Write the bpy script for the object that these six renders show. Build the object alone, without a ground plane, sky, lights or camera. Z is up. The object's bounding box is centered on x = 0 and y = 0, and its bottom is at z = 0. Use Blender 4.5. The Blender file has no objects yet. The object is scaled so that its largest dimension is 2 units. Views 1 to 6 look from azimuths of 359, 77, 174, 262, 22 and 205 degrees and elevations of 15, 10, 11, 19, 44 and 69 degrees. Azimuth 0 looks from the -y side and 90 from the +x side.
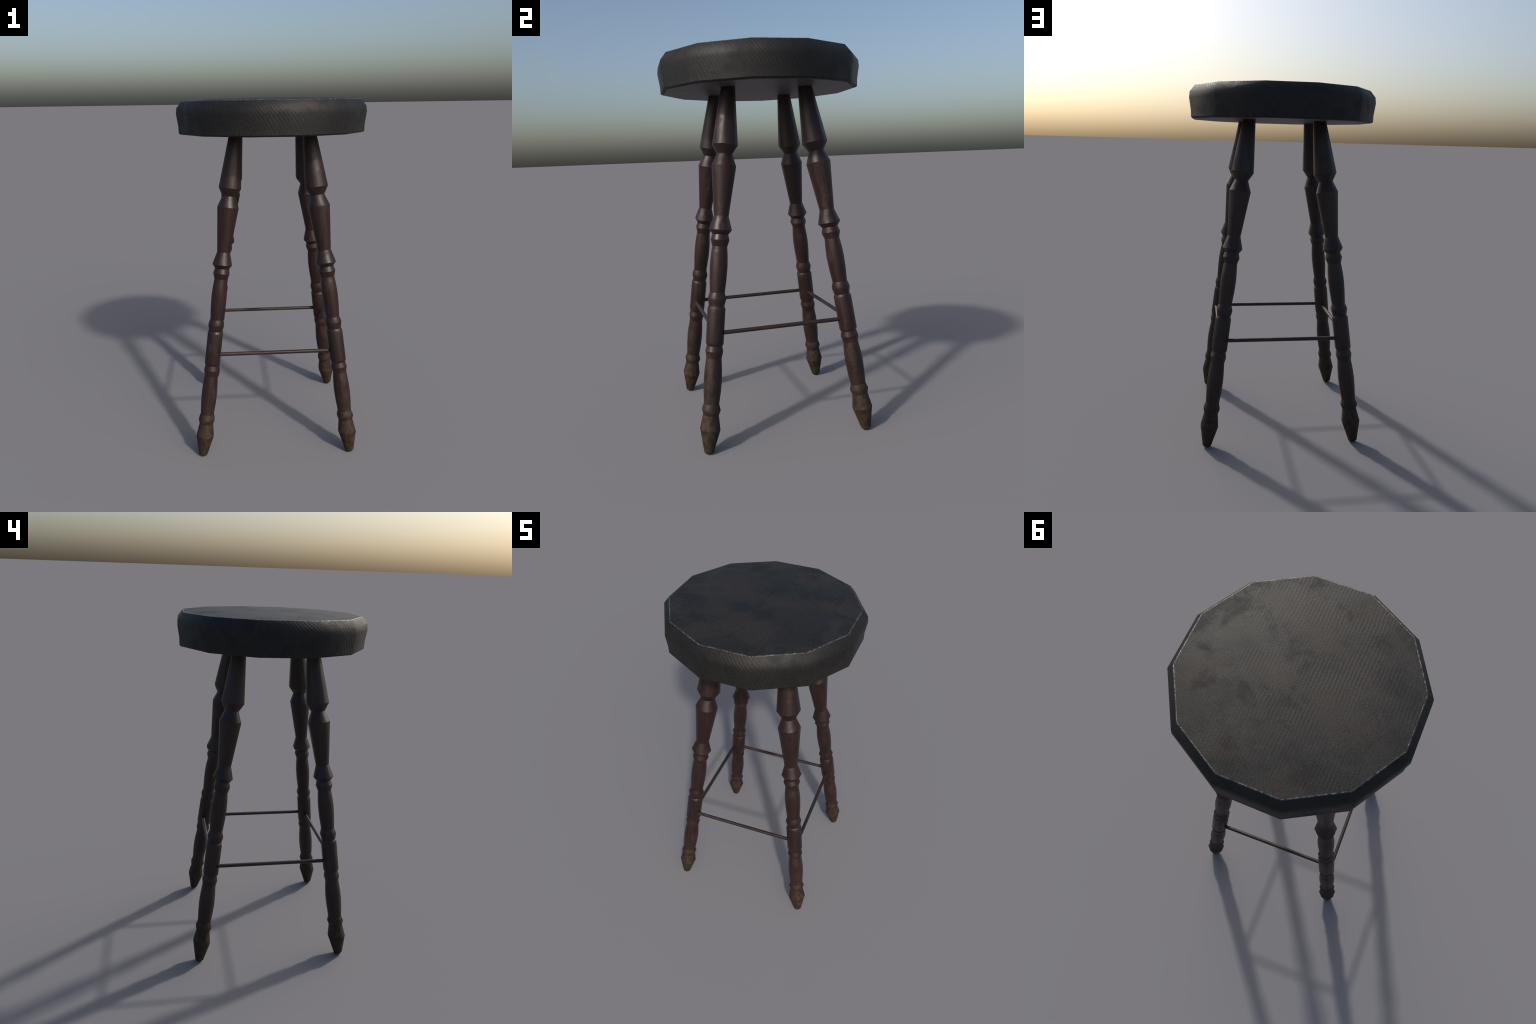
"""Old turned-wood bar stool: twelve-sided padded cloth seat, four splayed
baluster-turned legs, four thin round stretchers."""
import bpy, bmesh, math
from mathutils import Matrix, Vector

SIDES_SEAT = 12
SIDES_LEG = 8
SPLAY = math.radians(10.0)          # every leg leans inward by this much

# ------------------------------------------------------------------ nodes
class Nodes:
    """Small helper for writing node materials as expressions."""
    def __init__(self, name):
        self.mat = bpy.data.materials.new(name)
        self.mat.use_nodes = True
        self.t = self.mat.node_tree
        self.t.nodes.clear()
        self.out = self.t.nodes.new("ShaderNodeOutputMaterial")
        self.bsdf = self.t.nodes.new("ShaderNodeBsdfPrincipled")
        self.t.links.new(self.bsdf.outputs[0], self.out.inputs[0])

    def put(self, sock, v):
        if isinstance(v, bpy.types.NodeSocket):
            self.t.links.new(v, sock)
        elif v is not None:
            if sock.type == "RGBA" and not isinstance(v, (int, float)) and len(v) == 3:
                v = (*v, 1.0)
            sock.default_value = v

    def math(self, op, a, b=None, c=None, clamp=False):
        n = self.t.nodes.new("ShaderNodeMath")
        n.operation, n.use_clamp = op, clamp
        for i, v in enumerate((a, b, c)):
            self.put(n.inputs[i], v)
        return n.outputs[0]

    def coords(self):
        return self.t.nodes.new("ShaderNodeTexCoord").outputs["Object"]

    def random(self):
        return self.t.nodes.new("ShaderNodeObjectInfo").outputs["Random"]

    def split(self, v):
        n = self.t.nodes.new("ShaderNodeSeparateXYZ")
        self.put(n.inputs[0], v)
        return n.outputs

    def join(self, x, y, z):
        n = self.t.nodes.new("ShaderNodeCombineXYZ")
        for i, v in enumerate((x, y, z)):
            self.put(n.inputs[i], v)
        return n.outputs[0]

    def noise(self, vec, scale, detail=3.0, rough=0.55, distort=0.0):
        n = self.t.nodes.new("ShaderNodeTexNoise")
        self.put(n.inputs["Vector"], vec)
        n.inputs["Scale"].default_value = scale
        n.inputs["Detail"].default_value = detail
        n.inputs["Roughness"].default_value = rough
        n.inputs["Distortion"].default_value = distort
        return n.outputs["Fac"]

    def scale(self, vec, xyz, add=None):
        n = self.t.nodes.new("ShaderNodeMapping")
        self.put(n.inputs["Vector"], vec)
        n.inputs["Scale"].default_value = xyz
        if add is not None:
            self.put(n.inputs["Location"], add)
        return n.outputs[0]

    def range(self, v, a, b, lo=0.0, hi=1.0, smooth=True):
        n = self.t.nodes.new("ShaderNodeMapRange")
        n.interpolation_type = "SMOOTHSTEP" if smooth else "LINEAR"
        n.clamp = True
        for i, x in enumerate((v, a, b, lo, hi)):
            self.put(n.inputs[i], x)
        return n.outputs[0]

    def mix(self, fac, a, b, mode="MIX"):
        n = self.t.nodes.new("ShaderNodeMix")
        n.data_type, n.blend_type = "RGBA", mode
        self.put(n.inputs[0], fac)
        self.put(n.inputs[6], a)
        self.put(n.inputs[7], b)
        return n.outputs[2]

    def fmix(self, fac, a, b):
        n = self.t.nodes.new("ShaderNodeMix")
        n.data_type = "FLOAT"
        self.put(n.inputs[0], fac)
        self.put(n.inputs[2], a)
        self.put(n.inputs[3], b)
        return n.outputs[0]

    def worn_spots(self, x, y, ragged, spots):
        """Union of round worn places (centre x, centre y, radius), edges torn by a noise."""
        best = None
        for cx, cy, r in spots:
            dx, dy = self.math("SUBTRACT", x, cx), self.math("SUBTRACT", y, cy)
            d = self.math("SQRT", self.math("ADD", self.math("MULTIPLY", dx, dx), self.math("MULTIPLY", dy, dy)))
            d = self.math("DIVIDE", d, r)
            best = d if best is None else self.math("MINIMUM", best, d)
        best = self.math("ADD", best, self.math("MULTIPLY", self.math("SUBTRACT", 0.5, ragged), 4.5))
        return self.range(best, 1.05, 0.65)

    def bump(self, height, strength, distance, normal=None):
        n = self.t.nodes.new("ShaderNodeBump")
        n.inputs["Strength"].default_value = strength
        n.inputs["Distance"].default_value = distance
        self.put(n.inputs["Height"], height)
        if normal is not None:
            self.put(n.inputs["Normal"], normal)
        return n.outputs[0]

    def finish(self, color, rough, normal=None, **more):
        self.put(self.bsdf.inputs["Base Color"], color)
        self.put(self.bsdf.inputs["Roughness"], rough)
        if normal is not None:
            self.put(self.bsdf.inputs["Normal"], normal)
        for k, v in more.items():
            self.put(self.bsdf.inputs[k.replace("_", " ")], v)
        return self.mat


def cloth_material(on_top):
    """Near-black ribbed twill with worn grey-brown blotches.
    On the top the ribs run front to back; on the side they climb as a slant."""
    k = Nodes("twill_top" if on_top else "twill_side")
    co = k.coords()
    x, y, z = k.split(co)
    warp = k.math("SUBTRACT", k.noise(co, 5.0, 2.0), 0.5)
    jit = k.math("SUBTRACT", k.noise(co, 42.0, 2.0), 0.5)
    ang = k.math("ARCTAN2", y, x)
    if on_top:
        rib = k.math("DIVIDE", x, 0.0155)
        rib = k.math("ADD", rib, k.math("MULTIPLY", warp, 1.3))
        cross = k.math("DIVIDE", y, 0.0062)
        patch = k.range(k.noise(co, 4.0, 2.0), 0.40, 0.62, 0.25, 0.9)
    else:
        rib = k.math("MULTIPLY", ang, 164.0 / (2 * math.pi))
        # the slant gets steeper toward the bottom hem
        down = k.math("SUBTRACT", 1.99, z)
        lean = k.math("SUBTRACT", k.math("MULTIPLY", down, 54.0),
                      k.math("MULTIPLY", k.math("MULTIPLY", down, down), 110.0))
        rib = k.math("SUBTRACT", rib, lean)
        rib = k.math("ADD", rib, k.math("MULTIPLY", warp, 2.0))
        cross = k.math("MULTIPLY", k.math("ADD", z, k.math("MULTIPLY", ang, 0.25)), 160.0)
        patch = k.range(k.noise(co, 5.0, 2.0), 0.36, 0.60, 0.45, 1.0)
    rib = k.math("ADD", rib, k.math("MULTIPLY", jit, 0.28))
    wave = k.math("SINE", k.math("MULTIPLY", rib, 2 * math.pi))
    wave = k.math("MULTIPLY_ADD", wave, 0.5, 0.5)
    thread = k.math("SINE", k.math("MULTIPLY", k.math("ADD", cross, k.math("MULTIPLY", rib, 0.5)), 2 * math.pi))
    thread = k.math("MULTIPLY_ADD", thread, 0.5, 0.5)
    grain = k.noise(co, 150.0, 3.0, 0.65)
    # criss-cross yarns seen only as a fine fishbone speckle
    fine = k.math("MULTIPLY", k.math("SINE", k.math("MULTIPLY", k.math("ADD", k.math("ADD", x, y), k.math("MULTIPLY", z, 1.3)), 760.0)),
                  k.math("SINE", k.math("MULTIPLY", k.math("ADD", k.math("SUBTRACT", x, y), k.math("MULTIPLY", z, 1.7)), 640.0)))
    ribs = k.fmix(patch, 0.5, wave)

    # black cloth faded to grey-brown in ragged blotches, sooty in others
    big = k.noise(co, 3.4, 6.0, 0.62, 0.4)
    rusty = k.noise(k.scale(co, (1, 1, 1), (3.1, 1.7, 0.4)), 5.5, 6.0, 0.62, 0.3)
    sooty = k.noise(k.scale(co, (1, 1, 1), (7.3, 4.1, 2.2)), 6.5, 6.0, 0.65, 0.3)
    if on_top:
        # sat-on places, rubbed through to brown, ringed by dull grey-green cloth
        brown = k.worn_spots(x, y, big, ((0.05, -0.27, 0.15), (-0.24, 0.01, 0.17), (0.09, 0.00, 0.11),
                                         (0.34, 0.10, 0.10), (0.17, 0.36, 0.13), (-0.13, 0.44, 0.09), (-0.19, -0.38, 0.10)))
        dark = k.worn_spots(x, y, sooty, ((0.04, -0.16, 0.06), (-0.08, -0.11, 0.06), (0.03, 0.15, 0.06),
                                          (-0.32, -0.15, 0.09), (-0.01, 0.40, 0.05), (0.26, 0.18, 0.06)))
        base = k.mix(brown, (0.0156, 0.0152, 0.0144), (0.0236, 0.0186, 0.0158))
        base = k.mix(k.range(rusty, 0.54, 0.66, 0.0, 0.25), base, (0.0225, 0.0165, 0.0138))
        base = k.mix(k.range(sooty, 0.50, 0.64, 0.0, 0.45), base, (0.0085, 0.0090, 0.0092))
        # hard-edged patches of lighter dull grey, thicker toward the rim
        out = k.math("SQRT", k.math("ADD", k.math("MULTIPLY", x, x), k.math("MULTIPLY", y, y)))
        torn = k.math("MULTIPLY_ADD", out, 0.22, k.noise(k.scale(co, (1, 1, 1), (1.3, 5.2, 0.7)), 6.0, 8.0, 0.68, 0.5))
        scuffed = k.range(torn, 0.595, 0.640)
        base = k.mix(k.math("MULTIPLY", scuffed, 0.65), base, (0.0235, 0.0230, 0.0215))
        base = k.mix(k.math("MULTIPLY", dark, 0.6), base, (0.0088, 0.0090, 0.0094))
    else:
        base = k.mix(k.range(big, 0.40, 0.60), (0.0098, 0.0099, 0.0100), (0.0142, 0.0134, 0.0125))
        base = k.mix(k.range(rusty, 0.52, 0.66, 0.0, 0.60), base, (0.0165, 0.0122, 0.0098))
        base = k.mix(k.range(sooty, 0.50, 0.62, 0.0, 0.65), base, (0.0062, 0.0064, 0.0067))
    amp = 0.24 if on_top else 0.34
    lum = k.math("MULTIPLY_ADD", ribs, amp, 0.88 - amp * 0.5)
    lum = k.math("ADD", lum, k.math("MULTIPLY", k.math("SUBTRACT", thread, 0.5), 0.16))
    lum = k.math("ADD", lum, k.math("MULTIPLY", k.math("SUBTRACT", grain, 0.5), 2.2))
    lum = k.math("MAXIMUM", k.math("ADD", lum, k.math("MULTIPLY", fine, 0.20)), 0.25)
    grey = k.join(lum, lum, lum)
    color = k.mix(1.0, base, grey, "MULTIPLY")

    h = k.math("ADD", ribs, k.math("ADD", k.math("MULTIPLY", thread, 0.25), k.math("MULTIPLY", grain, 1.8)))
    h = k.math("ADD", h, k.math("MULTIPLY", fine, 0.30))
    if not on_top:
        # crumpled, abraded stretches of the side cloth
        crumple = k.noise(co, 75.0, 4.0, 0.65, 0.8)
        h = k.math("ADD", h, k.math("MULTIPLY", k.math("MULTIPLY", crumple, 5.0),
                                    k.range(k.noise(k.scale(co, (1, 1, 1), (5.0, 2.0, 1.0)), 3.6, 3.0, 0.6), 0.50, 0.64)))
    nrm = k.bump(h, 0.17 if on_top else 0.22, 0.0030)
    rough = k.math("ADD", k.range(big, 0.35, 0.65, *((0.51, 0.56) if on_top else (0.49, 0.55))), k.range(sooty, 0.48, 0.66, 0.0, 0.12))
    return k.finish(color, rough, nrm, Specular_IOR_Level=0.25 if on_top else 0.31)


def rim_glint_material():
    """Thin edge where top and side cloth meet, lightened to paint the rim highlight."""
    k = Nodes("painted_rim_glint")
    co = k.coords()
    n = k.noise(co, 60.0, 4.0, 0.65)
    glint = k.math("MULTIPLY", k.range(n, 0.44, 0.60), k.range(k.noise(co, 13.0, 3.0, 0.6), 0.34, 0.54, 0.25, 1.0))
    color = k.mix(glint, (0.016, 0.016, 0.017), (0.095, 0.088, 0.079))
    return k.finish(color, k.range(k.noise(co, 16.0, 3.0, 0.6), 0.35, 0.62, 0.20, 0.50), k.bump(n, 0.9, 0.006), Specular_IOR_Level=0.6)


def wood_material(name, lie="Z", dusty=False, base=(0.0192, 0.0080, 0.0070)):
    """Dark red-brown varnish, streaked along the grain, with rough scuffs that
    lay bare lighter wood; optionally worn earthy brown at the floor end."""
    k = Nodes(name)
    co = k.coords()
    r = k.random()
    x, y, z = k.split(co)
    shift = k.join(k.math("MULTIPLY", r, 7.0), k.math("MULTIPLY", r, 3.0), k.math("MULTIPLY", r, 5.0))
    along = {"Z": (1, 1, 0.07), "X": (0.07, 1, 1)}[lie]
    streak = k.noise(k.scale(co, along, shift), 95.0, 4.0, 0.6)
    blotch = k.noise(k.scale(co, (1, 1, 0.5), shift), 9.0, 4.0, 0.6)
    dark = tuple(c * 0.74 for c in base)
    lite = (base[0] * 1.30, base[1] * 1.22, base[2] * 1.15)
    color = k.mix(k.range(streak, 0.32, 0.68), dark, lite)
    color = k.mix(k.range(blotch, 0.42, 0.64, 0.0, 0.75), color, tuple(c * 0.58 for c in base))
    # scuffed patches
    spot = k.noise(k.scale(co, (1, 1, 0.75), shift), 13.0, 2.0, 0.5)
    crumble = k.noise(k.scale(co, (1, 1, 0.8), shift), 120.0, 4.0, 0.7, 0.6)
    zone = k.range(spot, 0.54, 0.66)
    scuff = k.math("MULTIPLY", zone, k.range(crumble, 0.47, 0.63))
    color = k.mix(k.math("MULTIPLY", scuff, 0.55), color, (0.060, 0.034, 0.023))
    rough = k.fmix(zone, k.math("ADD", k.range(streak, 0.3, 0.7, 0.37, 0.46), k.range(blotch, 0.42, 0.66, 0.0, 0.10)), 0.52)
    if dusty:
        edge = k.math("ADD", z, k.math("MULTIPLY", k.math("SUBTRACT", k.noise(k.scale(co, (1, 1, 0.6), shift), 30.0, 4.0, 0.65), 0.5), 0.30))
        worn = k.range(edge, 0.43, 0.10)
        speck = k.noise(k.scale(co, (1, 1, 0.8), shift), 48.0, 4.0, 0.65)
        earth = k.mix(k.range(speck, 0.34, 0.68), (0.0195, 0.0133, 0.0090), (0.0500, 0.0340, 0.0220))
        color = k.mix(k.math("MULTIPLY", worn, 0.92), color, earth)
        rough = k.fmix(worn, rough, 0.66)
    h = k.math("ADD", k.math("MULTIPLY", streak, 0.18),
               k.math("MULTIPLY", k.math("ADD", k.math("MULTIPLY", zone, 0.9), 0.06), crumble))
    gloss = k.fmix(worn, 0.42, 0.22) if dusty else 0.42
    return k.finish(color, rough, k.bump(h, 0.50, 0.004), Specular_IOR_Level=gloss)


def board_material():
    """Dull plum-grey underside board with long dark grain cracks."""
    k = Nodes("seat_board_wood")
    co = k.coords()
    g = k.noise(k.scale(co, (1.0, 0.09, 1.0)), 46.0, 5.0, 0.6, 0.4)
    color = k.mix(k.range(g, 0.35, 0.68), (0.050, 0.042, 0.044), (0.088, 0.076, 0.078))
    crack = k.range(k.noise(k.scale(co, (1.0, 0.05, 1.0), (2.0, 0.3, 0.0)), 22.0, 3.0), 0.66, 0.72)
    color = k.mix(crack, color, (0.018, 0.014, 0.014))
    return k.finish(color, 0.5, k.bump(g, 0.4, 0.003))


# ------------------------------------------------------------------ meshes
def lathe(name, rings, sides, phase, mats=(), sharp_rings=(), band_mat=None, cap_lo=True, cap_hi=True):
    """Turn a profile [(radius, height)...] into a many-sided solid.
    Rings are listed from the bottom up; rings in sharp_rings get a hard edge.
    A first or last radius of 0 closes on a single point."""
    bm = bmesh.new()
    loops = []
    for rad, h in rings:
        if rad == 0:
            loops.append([bm.verts.new((0, 0, h))])
        else:
            loops.append([bm.verts.new((rad * math.cos(phase + i * math.tau / sides),
                                        rad * math.sin(phase + i * math.tau / sides), h)) for i in range(sides)])
    for b in range(len(loops) - 1):
        lo, hi = loops[b], loops[b + 1]
        for i in range(sides):
            j = (i + 1) % sides
            if len(lo) == 1:
                f = bm.faces.new((lo[0], hi[j], hi[i]))
            elif len(hi) == 1:
                f = bm.faces.new((lo[i], lo[j], hi[0]))
            else:
                f = bm.faces.new((lo[i], lo[j], hi[j], hi[i]))
            f.smooth = True
            f.material_index = band_mat[b] if band_mat else 0
    if cap_lo and len(loops[0]) > 1:
        bm.faces.new(loops[0][::-1]).material_index = band_mat[0] if band_mat else 0
    if cap_hi and len(loops[-1]) > 1:
        bm.faces.new(loops[-1]).material_index = band_mat[-1] if band_mat else 0
    for r in sharp_rings:
        ring = set(loops[r])
        for e in bm.edges:
            if e.verts[0] in ring and e.verts[1] in ring:
                e.smooth = False
    bmesh.ops.recalc_face_normals(bm, faces=bm.faces)
    me = bpy.data.meshes.new(name)
    bm.to_mesh(me)
    bm.free()
    for m in mats:
        me.materials.append(m)
    return me


def place(name, mesh, parent, matrix=Matrix()):
    ob = bpy.data.objects.new(name, mesh)
    bpy.context.scene.collection.objects.link(ob)
    ob.parent = parent
    ob.matrix_local = matrix
    return ob


stool = bpy.data.objects.new("bar_stool", None)
bpy.context.scene.collection.objects.link(stool)
stool["label"] = "tall dark wooden stool with round padded black cloth seat"
stool["category"] = "bar stool"

top_cloth, side_cloth, rim_glint_band = cloth_material(True), cloth_material(False), rim_glint_material()

# seat: padded cushion, bottom-up profile (corner radius, height)
TURN = math.radians(15.0)
cushion_rings = [
    (0.000, 1.8250), (0.5140, 1.8250), (0.5140, 1.8102), (0.5180, 1.8100),
    (0.5272, 1.8133), (0.5300, 1.8185), (0.5307, 1.8530),
    (0.5407, 1.9200), (0.5370, 1.9520), (0.5090, 1.9862)]
side_profile = lathe("cushion", cushion_rings, SIDES_SEAT, TURN, [side_cloth], sharp_rings=(2, 3, 5), cap_hi=False)
cushion = place("cushion", side_profile, stool)

rim_glint_rings = [(0.5090, 1.9862), (0.5082, 1.9878), (0.5059, 1.9887), (0.5030, 1.9888)]
place("rim_glint_band", lathe("rim_glint_band", rim_glint_rings, SIDES_SEAT, TURN, [rim_glint_band], sharp_rings=(0, 3), cap_lo=False, cap_hi=False), cushion)
cover_rings = [(0.5030, 1.9888), (0.42, 1.9937), (0.34, 1.9976), (0.25, 1.9994), (0.12, 2.0000), (0.0, 2.0000)]
place("seat_cover", lathe("seat_cover", cover_rings, SIDES_SEAT, TURN, [top_cloth], cap_lo=False), cushion)

board_rings = [(0.0, 1.8096), (0.5135, 1.8096), (0.5135, 1.8230), (0.0, 1.8230)]
place("seat_board", lathe("seat_board", board_rings, SIDES_SEAT, TURN, [board_material()], sharp_rings=(1, 2)), stool)

# leg: turned profile along its own axis, (radius, distance up the axis, hard edge?)
leg_profile = [
    (0.0185, 0.0030, 1), (0.0250, 0.0105, 1), (0.0520, 0.1250, 1), (0.0400, 0.1990, 1),
    (0.0472, 0.2200, 0), (0.0472, 0.2280, 0), (0.0388, 0.2550, 1),
    (0.0440, 0.3200, 0), (0.0460, 0.3800, 0), (0.0438, 0.4300, 0), (0.0388, 0.4860, 1),
    (0.0452, 0.5200, 1), (0.0390, 0.5470, 1), (0.0440, 0.5560, 0), (0.0450, 0.5640, 0),
    (0.0452, 0.7310, 0), (0.0440, 0.7390, 0), (0.0390, 0.7470, 1),
    (0.0458, 0.7780, 0), (0.0458, 0.7880, 0), (0.0378, 0.8140, 1),
    (0.0432, 0.8900, 0), (0.0448, 0.9500, 0), (0.0428, 0.9950, 0), (0.0380, 1.0450, 1),
    (0.0477, 1.0780, 1), (0.0402, 1.1050, 1), (0.0572, 1.1280, 1), (0.0372, 1.1970, 1),
    (0.0618, 1.4450, 1), (0.0391, 1.5050, 1), (0.0645, 1.5490, 1), (0.0345, 1.8520, 1)]
leg_mesh = lathe("leg", [(r * 1.022, h) for r, h, _ in leg_profile], SIDES_LEG, math.pi / SIDES_LEG,
                 [wood_material("leg_wood", dusty=True)],
                 sharp_rings=[i for i, p in enumerate(leg_profile) if p[2]])
# the old frame has racked a little: no two feet stand quite equally far out
for n, (fx, fy) in enumerate(((0.4206, 0.4260), (-0.4201, 0.4185), (-0.4265, -0.4318), (0.4274, -0.4261))):
    bearing = math.radians(45 + 90 * n)
    where = Vector((fx, fy, 0))
    lean = Matrix.Rotation(bearing, 4, "Z") @ Matrix.Rotation(-SPLAY, 4, "Y")
    place("leg", leg_mesh, stool, Matrix.Translation(where) @ lean)

# stretchers: thin round rods let into the plain blocks of neighbouring legs; each
# runs a little askew, so one end enters mid-leg and the other near the outer face
ROD_Z, ROD_LEN, ROD_R, ROD_SKEW = 0.6037, 0.623, 0.0107, math.radians(1.88)
rod_mesh = lathe("stretcher", [(ROD_R, -ROD_LEN / 2), (ROD_R, ROD_LEN / 2)], 8, math.radians(22.5),
                 [wood_material("stretcher_wood", base=(0.0235, 0.0130, 0.0115))], sharp_rings=(0, 1))
for n, out in enumerate((0.3595, 0.3590, 0.3540, 0.3610)):
    m = (Matrix.Rotation(math.radians(90 * n), 4, "Z") @ Matrix.Translation((0, -out, ROD_Z))
         @ Matrix.Rotation(ROD_SKEW, 4, "Z") @ Matrix.Rotation(math.radians(90), 4, "Y"))
    place("stretcher", rod_mesh, stool, m)
